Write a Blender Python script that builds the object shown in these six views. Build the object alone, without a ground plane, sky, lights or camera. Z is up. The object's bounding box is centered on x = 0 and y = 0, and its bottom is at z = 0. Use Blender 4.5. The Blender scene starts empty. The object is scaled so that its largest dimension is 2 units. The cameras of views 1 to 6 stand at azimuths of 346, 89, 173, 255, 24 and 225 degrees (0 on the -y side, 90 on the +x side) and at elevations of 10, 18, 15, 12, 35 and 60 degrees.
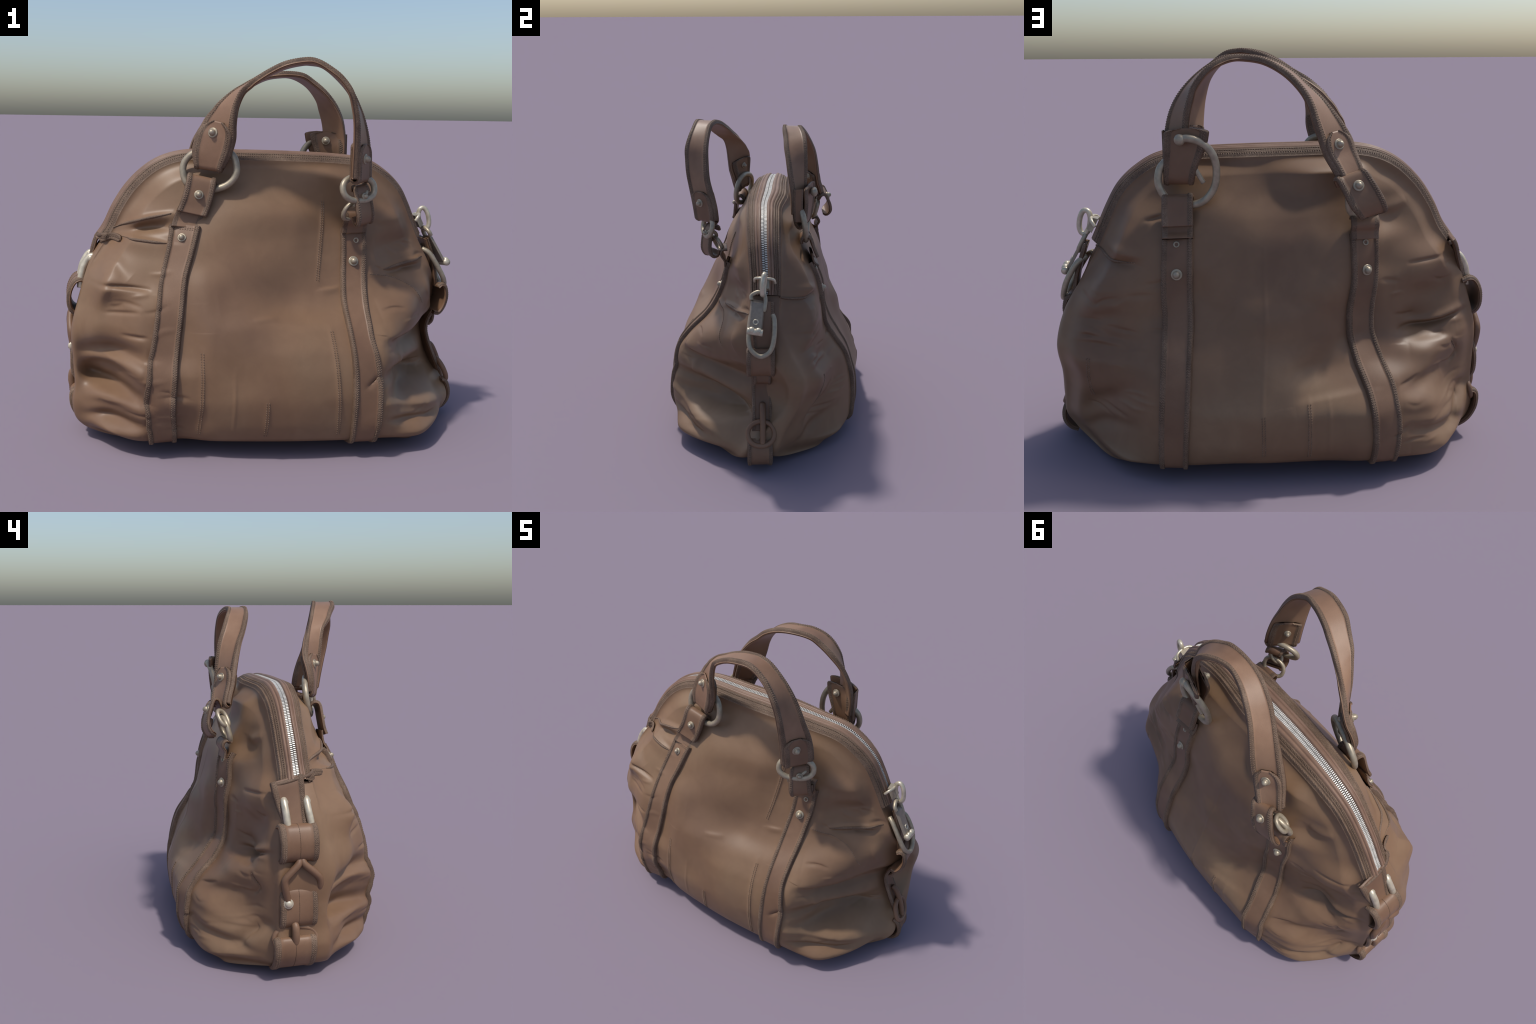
import bpy, math, random
import numpy as np
from mathutils import Vector

random.seed(7)
rng = np.random.default_rng(7)

# ------------------------------------------------------------------ materials
def new_mat(name):
    m = bpy.data.materials.new(name)
    m.use_nodes = True
    nt = m.node_tree
    nt.nodes.clear()
    out = nt.nodes.new("ShaderNodeOutputMaterial")
    bs = nt.nodes.new("ShaderNodeBsdfPrincipled")
    nt.links.new(bs.outputs[0], out.inputs[0])
    return m, nt, bs

def ramp(nt, fac, stops):
    r = nt.nodes.new("ShaderNodeValToRGB")
    el = r.color_ramp.elements
    while len(el) < len(stops):
        el.new(0.5)
    for e, (p, c) in zip(el, stops):
        e.position = p
        e.color = (*c, 1)
    nt.links.new(fac, r.inputs[0])
    return r.outputs[0]

def noise(nt, vec, scale, detail=4, rough=0.55, dist=0.0):
    n = nt.nodes.new("ShaderNodeTexNoise")
    n.inputs["Scale"].default_value = scale
    n.inputs["Detail"].default_value = detail
    n.inputs["Roughness"].default_value = rough
    n.inputs["Distortion"].default_value = dist
    nt.links.new(vec, n.inputs["Vector"])
    return n.outputs[0]

def mix(nt, fac, a, b, blend="MIX"):
    n = nt.nodes.new("ShaderNodeMix")
    n.data_type = "RGBA"
    n.blend_type = blend
    for sock, v in ((n.inputs[0], fac), (n.inputs[6], a), (n.inputs[7], b)):
        if isinstance(v, (int, float)):
            sock.default_value = v
        elif isinstance(v, tuple):
            sock.default_value = (*v, 1)
        else:
            nt.links.new(v, sock)
    return n.outputs[2]

def leather(name, dark, mid, light, rough=0.5, grain=260.0, grain_amt=0.12, bump=0.12, patch=2.2, spec=0.35):
    m, nt, bs = new_mat(name)
    tc = nt.nodes.new("ShaderNodeTexCoord").outputs["Object"]
    big = noise(nt, tc, patch, 3, 0.5, 0.4)
    col = ramp(nt, big, [(0.30, dark), (0.5, mid), (0.72, light)])
    medium = noise(nt, tc, 9.0, 5, 0.6, 0.8)
    mcol = ramp(nt, medium, [(0.35, (0.86, 0.84, 0.83)), (0.65, (1.0, 1.0, 1.0))])
    col = mix(nt, 0.6, col, mcol, "MULTIPLY")
    fine = noise(nt, tc, grain, 3, 0.7)
    fcol = ramp(nt, fine, [(0.3, (1 - 2 * grain_amt,) * 3), (0.7, (1.0, 1.0, 1.0))])
    col = mix(nt, 1.0, col, fcol, "MULTIPLY")
    nt.links.new(col, bs.inputs["Base Color"])
    bs.inputs["Roughness"].default_value = rough
    bs.inputs["Specular IOR Level"].default_value = spec
    b = nt.nodes.new("ShaderNodeBump")
    b.inputs["Strength"].default_value = bump
    b.inputs["Distance"].default_value = 0.004
    nt.links.new(fine, b.inputs["Height"])
    nt.links.new(b.outputs[0], bs.inputs["Normal"])
    return m

def metal(name, col, rough=0.35, metallic=0.75):
    m, nt, bs = new_mat(name)
    tc = nt.nodes.new("ShaderNodeTexCoord").outputs["Object"]
    n = noise(nt, tc, 38.0, 4, 0.6)
    c = ramp(nt, n, [(0.3, tuple(v * 0.72 for v in col)), (0.65, col)])
    nt.links.new(c, bs.inputs["Base Color"])
    bs.inputs["Metallic"].default_value = metallic
    bs.inputs["Roughness"].default_value = rough
    return m

M_BODY = leather("body_leather", (0.166, 0.094, 0.055), (0.206, 0.121, 0.068), (0.231, 0.147, 0.085), 0.45, 240, 0.04, 0.05, 1.7)
M_STRAP = leather("strap_leather", (0.150, 0.082, 0.048), (0.192, 0.109, 0.064), (0.225, 0.134, 0.081), 0.46, 240, 0.06, 0.08, 3.0)
M_HANDLE = leather("handle_leather", (0.188, 0.104, 0.062), (0.242, 0.140, 0.085), (0.285, 0.172, 0.107), 0.46, 240, 0.06, 0.08, 3.5)
M_EDGE = leather("stitched_edge_leather", (0.150, 0.093, 0.059), (0.190, 0.122, 0.079), (0.235, 0.156, 0.104), 0.58, 190, 0.28, 0.6, 9.0)
M_THREAD = leather("stitch_thread", (0.18, 0.116, 0.076), (0.235, 0.156, 0.104), (0.30, 0.207, 0.143), 0.66, 150, 0.22, 0.3, 16.0)
M_PIPING = leather("band_leather", (0.17, 0.098, 0.066), (0.215, 0.130, 0.088), (0.25, 0.158, 0.108), 0.5, 220, 0.08, 0.1, 5.0)
M_CORD = leather("cord_fabric", (0.125, 0.085, 0.062), (0.16, 0.115, 0.085), (0.20, 0.15, 0.11), 0.65, 170, 0.35, 0.7, 8.0)
M_METAL = metal("antique_nickel", (0.385, 0.325, 0.235), 0.42, 0.42)
M_BRIGHT = metal("bright_nickel", (0.60, 0.53, 0.40), 0.36, 0.45)
M_ZIP = metal("zipper_metal", (0.72, 0.70, 0.65), 0.48, 0.30)
M_PLATE = metal("brushed_brass_plate", (0.285, 0.230, 0.172), 0.42, 0.3)

# ------------------------------------------------------------------ helpers
def monotone(xs, ys, q):
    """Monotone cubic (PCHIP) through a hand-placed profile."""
    xs, ys, q = np.asarray(xs, float), np.asarray(ys, float), np.asarray(q, float)
    h = np.diff(xs)
    d = np.diff(ys, axis=0) / (h if ys.ndim == 1 else h[:, None])
    m = np.zeros_like(ys)
    hh = h if ys.ndim == 1 else h[:, None]
    w1, w2 = 2 * hh[1:] + hh[:-1], hh[1:] + 2 * hh[:-1]
    ok = d[:-1] * d[1:] > 0
    with np.errstate(divide="ignore", invalid="ignore"):
        m[1:-1] = np.where(ok, (w1 + w2) / (w1 / d[:-1] + w2 / d[1:]), 0)
    m[0], m[-1] = d[0], d[-1]
    i = np.clip(np.searchsorted(xs, q) - 1, 0, len(xs) - 2)
    t = np.clip((q - xs[i]) / h[i], 0, 1)
    if ys.ndim > 1:
        t, hi = t[:, None], h[i][:, None]
    else:
        hi = h[i]
    return ((1 + 2 * t) * (1 - t) ** 2 * ys[i] + t * (1 - t) ** 2 * hi * m[i]
            + t * t * (3 - 2 * t) * ys[i + 1] + t * t * (t - 1) * hi * m[i + 1])

def smooth_curve(pts, n, closed=False):
    """Catmull-Rom curve resampled to n points of equal spacing."""
    p = np.asarray(pts, float)
    if closed:
        q = np.vstack([p[-1:], p, p[:2]])
    else:
        q = np.vstack([2 * p[0] - p[1], p, 2 * p[-1] - p[-2]])
    out = []
    for i in range(1, len(q) - 2):
        a, b, c, d = q[i - 1], q[i], q[i + 1], q[i + 2]
        t = np.linspace(0, 1, 24, endpoint=False)[:, None]
        out.append(0.5 * (2 * b + (c - a) * t + (2 * a - 5 * b + 4 * c - d) * t ** 2 + (3 * b - a - 3 * c + d) * t ** 3))
    out = np.vstack(out + [q[-2:-1]])
    s = np.r_[0, np.cumsum(np.linalg.norm(np.diff(out, axis=0), axis=1))]
    u = np.linspace(0, s[-1], n + 1)[:-1] if closed else np.linspace(0, s[-1], n)
    return np.stack([np.interp(u, s, out[:, k]) for k in range(out.shape[1])], 1)

def link(ob, parent):
    bpy.context.scene.collection.objects.link(ob)
    if parent is not None:
        ob.parent = parent
    return ob

def mesh_object(name, verts, faces, mats, parent, idx=None, smooth=True):
    me = bpy.data.meshes.new(name)
    me.from_pydata([tuple(map(float, v)) for v in verts], [], faces)
    for m in (mats if isinstance(mats, (list, tuple)) else [mats]):
        me.materials.append(m)
    if idx is not None:
        me.polygons.foreach_set("material_index", np.asarray(idx, np.int32))
    me.polygons.foreach_set("use_smooth", np.full(len(faces), smooth))
    me.update()
    return link(bpy.data.objects.new(name, me), parent)

def grid_faces(nr, nc, close_r=False, close_c=False, off=0, flip=False):
    f = []
    for i in range(nr if close_r else nr - 1):
        i2 = (i + 1) % nr
        for j in range(nc if close_c else nc - 1):
            j2 = (j + 1) % nc
            q = (off + i * nc + j, off + i * nc + j2, off + i2 * nc + j2, off + i2 * nc + j)
            f.append(q[::-1] if flip else q)
    return f

def unit(v):
    v = np.asarray(v, float)
    return v / np.maximum(np.linalg.norm(v, axis=-1, keepdims=True), 1e-9)

def frames(P, closed=False, up=None):
    T = unit(np.roll(P, -1, 0) - np.roll(P, 1, 0)) if closed else unit(np.gradient(P, axis=0))
    n = np.array([0, 0, 1.0]) if up is None else np.asarray(up, float)
    if abs(T[0] @ n) > 0.95:
        n = np.array([1.0, 0, 0])
    N = []
    for t in T:
        n = unit(n - t * (n @ t))
        N.append(n)
    N = np.array(N)
    return T, N, np.cross(T, N)

def tube_arrays(pts, r, closed=False, n=64, seg=14, flat=1.0, up=None, resample=True, caps=True):
    P = smooth_curve(pts, n, closed) if resample else np.asarray(pts, float)
    n = len(P)
    T, N, B = frames(P, closed, up)
    a = np.linspace(0, 2 * np.pi, seg, endpoint=False)
    rr = np.broadcast_to(np.asarray(r, float), (n,)) if np.ndim(r) == 0 else np.interp(np.linspace(0, 1, n), np.linspace(0, 1, len(r)), r)
    V = P[:, None] + rr[:, None, None] * (np.cos(a)[None, :, None] * N[:, None] * flat + np.sin(a)[None, :, None] * B[:, None])
    F = grid_faces(n, seg, closed, True)
    V = V.reshape(-1, 3)
    if not closed and caps:
        V = np.vstack([V, P[:1], P[-1:]])
        k = n * seg
        for j in range(seg):
            F.append((k, (j + 1) % seg, j))
            F.append((k + 1, (n - 1) * seg + j, (n - 1) * seg + (j + 1) % seg))
    return V, F

def tube(name, pts, r, mat, parent, **k):
    V, F = tube_arrays(pts, r, **k)
    return mesh_object(name, V, F, mat, parent)

def axes_from(normal, up=(0, 0, 1)):
    n = unit(normal)
    u = np.asarray(up, float)
    if abs(n @ unit(u)) > 0.95:
        u = np.array([1.0, 0, 0])
    x = unit(np.cross(u, n))
    return x, np.cross(n, x), n

def lathe_arrays(profile, pos, normal, seg=24):
    x, y, n = axes_from(normal)
    a = np.linspace(0, 2 * np.pi, seg, endpoint=False)
    V = []
    for r, h in profile:
        V.append(np.asarray(pos) + r * (np.cos(a)[:, None] * x + np.sin(a)[:, None] * y) + h * n)
    V = np.vstack(V)
    F = grid_faces(len(profile), seg, False, True)
    F.append(tuple(range((len(profile) - 1) * seg, len(profile) * seg)))
    return V, F

def rivet(name, pos, normal, r, mat, parent, dome=0.7):
    """Domed stud on a flat collar."""
    prof = [(r * 0.95, -0.004), (r, 0.002), (r * 0.97, 0.005), (r * 0.82, 0.007), (r * 0.74, 0.006), (r * 0.66, 0.008)]
    for t in np.linspace(0.15, 1, 7):
        prof.append((r * 0.66 * math.cos(t * math.pi / 2) + 1e-4, 0.008 + r * dome * math.sin(t * math.pi / 2)))
    V, F = lathe_arrays(prof, pos, normal)
    return mesh_object(name, V, F, mat, parent)

def eyelet(name, pos, normal, r, mat, parent):
    prof = [(r, -0.003), (r, 0.003), (r * 0.85, 0.006), (r * 0.62, 0.004), (r * 0.5, -0.001), (0.001, -0.001)]
    V, F = lathe_arrays(prof, pos, normal, 18)
    return mesh_object(name, V, F, mat, parent)

# ------------------------------------------------------------------ bag surface
# Lofted cross-sections: at each station x the distance of the front (back)
# leather from the plane y = 0, listed at the heights ZL.
ZL = (0.0, 0.05, 0.1, 0.2, 0.3, 0.4, 0.5, 0.6, 0.7, 0.8, 0.9, 1.0, 1.1, 1.2, 1.3, 1.4)
FRONT = {
    -0.98: (-.000, .020, .060, .070, .055, .054, .079, .090, .050, -.006, -.020, -.020, -.020, -.020, -.020, -.020),
    -0.90: (.050, .110, .160, .128, .067, .043, .133, .169, .152, .183, .066, -.003, -.020, -.020, -.020, -.020),
    -0.80: (.120, .200, .240, .204, .176, .141, .219, .232, .206, .220, .135, .043, -.000, -.020, -.020, -.020),
    -0.65: (.190, .300, .345, .375, .389, .382, .364, .341, .309, .246, .196, .130, .069, .026, .024, -.000),
    -0.50: (.160, .280, .350, .382, .425, .422, .382, .356, .335, .295, .245, .193, .139, .102, .076, .042),
    -0.35: (.190, .340, .410, .450, .467, .461, .451, .428, .393, .347, .285, .242, .190, .142, .100, .054),
    -0.20: (.220, .370, .450, .492, .506, .492, .478, .446, .402, .350, .299, .254, .227, .167, .102, .053),
    0.05: (.280, .420, .500, .540, .551, .545, .521, .452, .353, .318, .282, .256, .240, .182, .125, .070),
    0.27: (.345, .460, .525, .554, .565, .555, .522, .450, .353, .296, .254, .225, .198, .170, .155, .109),
    0.42: (.360, .470, .537, .575, .566, .545, .529, .460, .362, .293, .252, .227, .185, .160, .130, .100),
    0.60: (.456, .517, .520, .468, .296, .354, .344, .385, .325, .227, .185, .191, .157, .129, .109, .100),
    0.80: (.220, .325, .364, .292, .110, .109, .085, .176, .193, .154, .122, .105, .100, .100, .100, .100),
    0.90: (.120, .187, .239, .120, .030, -.014, -.029, .067, .072, .097, .107, .102, .100, .100, .100, .100),
    0.98: (.100, .120, .132, .051, -.068, -.095, -.090, -.020, .045, .099, .100, .100, .100, .100, .100, .100),
}
BACK = {
    -0.97: (.190, .210, .220, .212, .213, .213, .207, .206, .199, .180, .181, .180, .180, .180, .180, .180),
    -0.80: (.320, .436, .423, .394, .311, .296, .311, .271, .241, .239, .233, .182, .170, .170, .170, .170),
    -0.65: (.450, .533, .517, .540, .478, .438, .378, .240, .267, .300, .279, .225, .200, .172, .139, .140),
    -0.50: (.420, .510, .557, .571, .553, .506, .390, .334, .319, .324, .298, .286, .218, .211, .162, .136),
    -0.35: (.420, .520, .570, .596, .591, .518, .425, .354, .348, .358, .354, .341, .300, .256, .231, .159),
    -0.18: (.380, .480, .555, .591, .585, .528, .449, .438, .421, .412, .379, .350, .301, .252, .242, .168),
    0.05: (.355, .466, .549, .581, .588, .560, .524, .472, .451, .394, .362, .337, .283, .210, .164, .130),
    0.22: (.340, .450, .531, .560, .563, .527, .484, .438, .395, .370, .344, .311, .270, .209, .150, .105),
    0.36: (.354, .465, .515, .533, .528, .500, .468, .412, .356, .324, .316, .280, .235, .184, .130, .080),
    0.50: (.340, .445, .496, .505, .500, .482, .449, .380, .324, .312, .293, .261, .202, .135, .104, .070),
    0.65: (.370, .445, .414, .390, .390, .378, .367, .304, .298, .291, .253, .228, .166, .103, .079, .070),
    0.80: (.250, .303, .247, .227, .241, .296, .315, .247, .241, .240, .155, .132, .084, .070, .070, .070),
    0.90: (.080, .102, .127, .174, .203, .235, .286, .222, .165, .143, .092, .070, .070, .070, .070, .070),
    0.98: (.030, .040, .060, .110, .146, .189, .209, .194, .129, .090, .080, .070, .070, .070, .070, .070),
}
# Rim where the front and back leather meet the zipper band, the ends and the base:
# (x, z, y of front edge, y of back edge)
RIM = [
    (0.00, 0.024, -.27, .37), (0.25, 0.024, -.335, .36), (0.45, 0.024, -.35, .345), (0.62, 0.026, -.44, .35),
    (0.75, 0.028, -.29, .29), (0.87, 0.045, -.21, .12), (0.955, 0.085, -.17, .04), (0.985, 0.15, -.12, .05), (0.965, 0.26, -.01, .10),
    (0.95, 0.40, .09, .17), (0.963, 0.54, .085, .19), (0.93, 0.68, -.02, .12), (0.87, 0.80, -.10, .07),
    (0.81, 0.89, -.10, .06), (0.768, 0.965, -.10, .065), (0.728, 1.05, -.10, .07), (0.69, 1.13, -.105, .07),
    (0.645, 1.205, -.11, .07), (0.575, 1.27, -.115, .075), (0.48, 1.322, -.115, .08), (0.34, 1.342, -.115, .09),
    (0.10, 1.353, -.11, .135), (-0.15, 1.358, -.085, .148), (-0.33, 1.361, -.055, .160), (-0.46, 1.344, -.03, .166),
    (-0.56, 1.298, -.015, .165), (-0.65, 1.215, 0.0, .167), (-0.715, 1.12, .0, .168), (-0.765, 1.02, .0, .165),
    (-0.828, 0.93, -.005, .175), (-0.893, 0.82, -.025, .18), (-0.93, 0.70, -.05, .20), (-0.965, 0.55, -.08, .21),
    (-0.964, 0.40, -.05, .21), (-0.960, 0.27, -.05, .21), (-0.972, 0.17, -.06, .21), (-0.945, 0.085, -.06, .21), (-0.85, 0.045, -.09, .25),
    (-0.72, 0.028, -.15, .43), (-0.58, 0.024, -.16, .39), (-0.30, 0.024, -.19, .39),
]
# Folds, dents and seams of the leather: side, path (x, z), half-widths below/above the path, height
FOLDS = [
    # front, left end: pocket mouth, creases and the heavy folds above the base
    ("f", [(-.77, 1.03), (-.64, 1.08), (-.49, 1.115)], .012, .03, .020),
    ("f", [(-.73, 1.025), (-.62, 1.042), (-.50, 1.055)], .03, .02, -.028),
    ("f", [(-.79, .995), (-.71, 1.0), (-.63, .992), (-.53, .983)], .011, .05, .018),
    ("f", [(-.88, .79), (-.77, .796), (-.62, .783)], .008, .008, -.010),
    ("f", [(-.86, .77), (-.76, .776), (-.62, .765)], .012, .03, .007),
    ("f", [(-.81, .672), (-.677, .686)], .007, .010, -.006),
    ("f", [(-.74, .58), (-.64, .578)], .007, .010, -.005),
    ("f", [(-.82, .92), (-.83, .80), (-.86, .68)], .022, .022, .018),
    ("f", [(-.77, .93), (-.74, .87), (-.70, .83)], .03, .03, -.007),
    ("f", [(-.94, .47), (-.85, .477), (-.75, .495), (-.65, .48)], .045, .035, -.045),
    ("f", [(-.94, .41), (-.80, .452), (-.66, .40)], .035, .03, .036),
    ("f", [(-.96, .37), (-.86, .325), (-.76, .315), (-.66, .285)], .040, .034, -.076),
    ("f", [(-.94, .23), (-.855, .265), (-.675, .255)], .03, .03, .024),
    ("f", [(-.93, .145), (-.81, .165), (-.66, .165)], .028, .025, -.036),
    ("f", [(-.90, .08), (-.79, .11), (-.67, .11)], .03, .03, .014),
    # front, right end
    ("f", [(.52, .832), (.66, .854), (.80, .868)], .010, .018, .016),
    ("f", [(.55, .815), (.66, .828), (.78, .838)], .012, .016, -.013),
    ("f", [(.48, .94), (.60, .955), (.74, .955)], .06, .05, -.022),
    ("f", [(.44, 1.10), (.56, 1.08), (.66, 1.09)], .05, .03, .012),
    ("f", [(.433, .823), (.56, .80), (.675, .745), (.75, .65)], .009, .012, .008),
    ("f", [(.45, .66), (.57, .68), (.70, .64)], .06, .06, .018),
    ("f", [(.47, .565), (.60, .545), (.78, .57)], .05, .02, .020),
    ("f", [(.46, .525), (.62, .505), (.82, .475)], .028, .03, -.026),
    ("f", [(.50, .44), (.66, .425), (.82, .375)], .03, .028, .022),
    ("f", [(.53, .50), (.56, .44), (.55, .38)], .015, .015, .010),
    ("f", [(.43, .385), (.58, .36), (.79, .285)], .034, .03, -.044),
    ("f", [(.44, .27), (.644, .222), (.88, .16)], .026, .024, .032),
    ("f", [(.45, .185), (.60, .155), (.78, .125)], .018, .018, -.022),
    ("f", [(.47, .10), (.70, .10), (.87, .08)], .03, .03, .014),
    ("f", [(.79, .775), (.81, .71), (.82, .65)], .012, .018, .010),
    ("f", [(.335, .35), (.396, .402)], .012, .010, -.010),
    # front, middle
    ("f", [(-.32, .74), (-.07, .765), (.18, .80)], .09, .08, -.020),
    ("f", [(-.32, .61), (-.02, .63), (.22, .61)], .05, .08, .012),
    ("f", [(-.17, .655), (-.05, .66)], .010, .014, .005),
    ("f", [(.18, .759), (.275, .767)], .008, .02, .007),
    ("f", [(.224, 1.19), (.205, 1.0), (.172, .79)], .010, .010, .004),
    ("f", [(.192, .617), (.197, .485), (.215, .124)], .012, .012, .005),
    ("f", [(-.401, .53), (-.404, .34), (-.413, .122)], .012, .012, .005),
    ("f", [(-.118, .314), (-.12, .121)], .012, .012, .004),
    ("f", [(-.26, .45), (-.265, .15)], .008, .008, .003),
    # back, +x end
    ("b", [(.60, .918), (.74, .925), (.80, .965)], .015, .022, -.020),
    ("b", [(.58, .955), (.70, .975), (.78, 1.01)], .022, .018, .016),
    ("b", [(.66, .574), (.77, .589), (.88, .592)], .010, .014, .012),
    ("b", [(.46, 1.115), (.56, 1.09)], .010, .012, -.010),
    ("b", [(.78, .745), (.90, .787)], .010, .012, -.009),
    ("b", [(.74, .60), (.84, .623), (.885, .58)], .014, .014, .012),
    ("b", [(.62, .40), (.75, .32), (.90, .21)], .045, .045, -.018),
    ("b", [(.62, .24), (.75, .20), (.88, .13)], .03, .03, -.014),
    ("b", [(.66, .70), (.78, .68), (.88, .66)], .03, .03, -.012),
    # back, -x end
    ("b", [(-.885, .643), (-.70, .587), (-.565, .586)], .010, .012, -.016),
    ("b", [(-.885, .668), (-.70, .612), (-.565, .61)], .016, .012, .010),
    ("b", [(-.81, .530), (-.59, .534)], .014, .055, .013),
    ("b", [(-.80, .413), (-.838, .462), (-.805, .521)], .012, .012, -.012),
    ("b", [(-.74, .41), (-.617, .385), (-.51, .39)], .035, .035, -.020),
    ("b", [(-.84, .25), (-.685, .30), (-.52, .335)], .04, .04, .020),
    ("b", [(-.90, .13), (-.68, .19), (-.54, .215)], .03, .03, -.026),
    ("b", [(-.83, .777), (-.69, .756), (-.53, .78)], .06, .06, -.020),
    ("b", [(-.80, .905), (-.60, .89)], .008, .010, -.007),
    ("b", [(-.92, .30), (-.85, .25), (-.795, .157)], .028, .028, -.030),
    ("b", [(-.78, .07), (-.70, .11), (-.56, .11)], .03, .03, .012),
    ("b", [(-.60, 1.16), (-.52, 1.13), (-.47, 1.14)], .03, .02, .010),
    # back, middle
    ("b", [(.053, .99), (.061, .67), (.087, .369), (.084, .135)], .010, .010, .003),
    ("b", [(-.109, .385), (-.109, .125)], .012, .012, .005),
    ("b", [(-.195, .38), (-.195, .12)], .010, .010, .003),
    ("b", [(-.36, .39), (-.20, .375), (-.05, .36)], .02, .07, .012),
]

# short sharp wrinkles scattered over the slack ends, gathered toward the end straps
for k in range(84):
    sx = -1 if k % 2 else 1
    x0 = sx * rng.uniform(0.50, 0.84)
    z0 = rng.uniform(0.12, 0.95)
    tilt = (0.5 - z0) * 0.55 + rng.uniform(-0.25, 0.25)
    half = rng.uniform(0.025, 0.065)
    bend = rng.uniform(-0.012, 0.012)
    a, b = (x0 - half, z0 - sx * tilt * half), (x0 + half, z0 + sx * tilt * half)
    w = rng.uniform(0.0045, 0.009)
    FOLDS.append(("f" if (k // 2) % 2 else "b", [a, (x0, z0 + bend), b], w, w * 1.8, rng.choice([-1.0, 0.8]) * rng.uniform(0.0025, 0.0055)))

GX = np.linspace(-1.02, 1.02, 817)
GZ = np.linspace(-0.02, 1.44, 585)

def loft(sections):
    xs = np.array(sorted(sections))
    cols = np.array([monotone(ZL, sections[x], np.clip(GZ, 0, 1.4)) for x in xs])
    return monotone(xs, cols, np.clip(GX, xs[0], xs[-1]))          # [x, z]

def blur(H, k):
    ker = np.hanning(2 * k + 3)[1:-1]
    ker /= ker.sum()
    for ax in (0, 1):
        pad = [(0, 0), (0, 0)]
        pad[ax] = (k, k)
        H = np.apply_along_axis(lambda v: np.convolve(v, ker, "valid"), ax, np.pad(H, pad, mode="edge"))
    return H

def add_fold(H, path, wl, wr, amp):
    P = smooth_curve([(p[0], p[1]) for p in path], 40)
    reach = 2.6 * max(wl, wr)
    ix = np.where((GX > P[:, 0].min() - reach) & (GX < P[:, 0].max() + reach))[0]
    iz = np.where((GZ > P[:, 1].min() - reach) & (GZ < P[:, 1].max() + reach))[0]
    if not len(ix) or not len(iz):
        return
    X, Z = np.meshgrid(GX[ix], GZ[iz], indexing="ij")
    best = np.full(X.shape, 9.0)
    sd, tt = np.zeros(X.shape), np.zeros(X.shape)
    for k in range(len(P) - 1):
        a, b = P[k], P[k + 1]
        d = b - a
        L = d @ d
        t = np.clip(((X - a[0]) * d[0] + (Z - a[1]) * d[1]) / L, 0, 1)
        ex, ez = X - a[0] - t * d[0], Z - a[1] - t * d[1]
        dist = np.hypot(ex, ez)
        m = dist < best
        best[m] = dist[m]
        sd[m] = (np.sign(d[0] * ez - d[1] * ex))[m]
        tt[m] = ((k + t) / (len(P) - 1))[m]
    w = np.where(sd > 0, wl, wr)
    H[np.ix_(ix, iz)] += amp * np.exp(-(best / w) ** 2) * np.clip(np.sin(np.pi * (0.04 + 0.92 * tt)), 0, 1) ** 0.7

def build_surface(sections, side):
    H = blur(loft(sections), 9)
    for s, path, wl, wr, amp in FOLDS:
        if s == side:
            deep = 1.4 if abs(path[0][0] + path[-1][0]) > 0.95 else 1.0      # the slack ends crumple more
            add_fold(H, path, wl, wr, amp * deep)
    return H

HF, HB = build_surface(FRONT, "f"), build_surface(BACK, "b")

def sample(G, x, z):
    fx = np.clip((np.asarray(x) - GX[0]) / (GX[1] - GX[0]), 0, len(GX) - 1.001)
    fz = np.clip((np.asarray(z) - GZ[0]) / (GZ[1] - GZ[0]), 0, len(GZ) - 1.001)
    i, j = fx.astype(int), fz.astype(int)
    a, b = fx - i, fz - j
    return (G[i, j] * (1 - a) * (1 - b) + G[i + 1, j] * a * (1 - b) + G[i, j + 1] * (1 - a) * b + G[i + 1, j + 1] * a * b)

N_RIM = 1100
rim = smooth_curve(RIM, N_RIM, closed=True)
CX, CZ = 0.0, 0.62
rim_ang = np.unwrap(np.arctan2(rim[:, 1] - CZ, rim[:, 0] - CX))
rim_rad = np.hypot(rim[:, 1] - CZ, rim[:, 0] - CX)

def surface_y(side, x, z):
    """Leather height over (x, z), eased into the rim so that the panels close."""
    x, z = np.asarray(x, float), np.asarray(z, float)
    y = -sample(HF, x, z) if side == "f" else sample(HB, x, z)
    ang = np.arctan2(z - CZ, x - CX)
    ang = rim_ang[0] + np.mod(ang - rim_ang[0], 2 * np.pi)
    aa = np.r_[rim_ang, rim_ang[0] + 2 * np.pi]
    rr = np.interp(ang, aa, np.r_[rim_rad, rim_rad[0]])
    ry = np.interp(ang, aa, np.r_[rim[:, 2 if side == "f" else 3], rim[0, 2 if side == "f" else 3]])
    rho = np.hypot(x - CX, z - CZ) / rr
    k = np.clip((rho - 0.90) / 0.10, 0, 1)
    k = k * k * (3 - 2 * k)
    return y * (1 - k) + ry * k

def surface_point(side, x, z, lift=0.0):
    x, z = np.asarray(x, float), np.asarray(z, float)
    e = 0.006
    y = surface_y(side, x, z)
    dx = (surface_y(side, x + e, z) - surface_y(side, x - e, z)) / (2 * e)
    dz = (surface_y(side, x, z + e) - surface_y(side, x, z - e)) / (2 * e)
    n = unit(np.stack([-dx, np.ones_like(dx), -dz], -1)) * (-1 if side == "f" else 1)
    return np.stack([x, y, z], -1) + n * np.asarray(lift)[..., None], n

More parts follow.
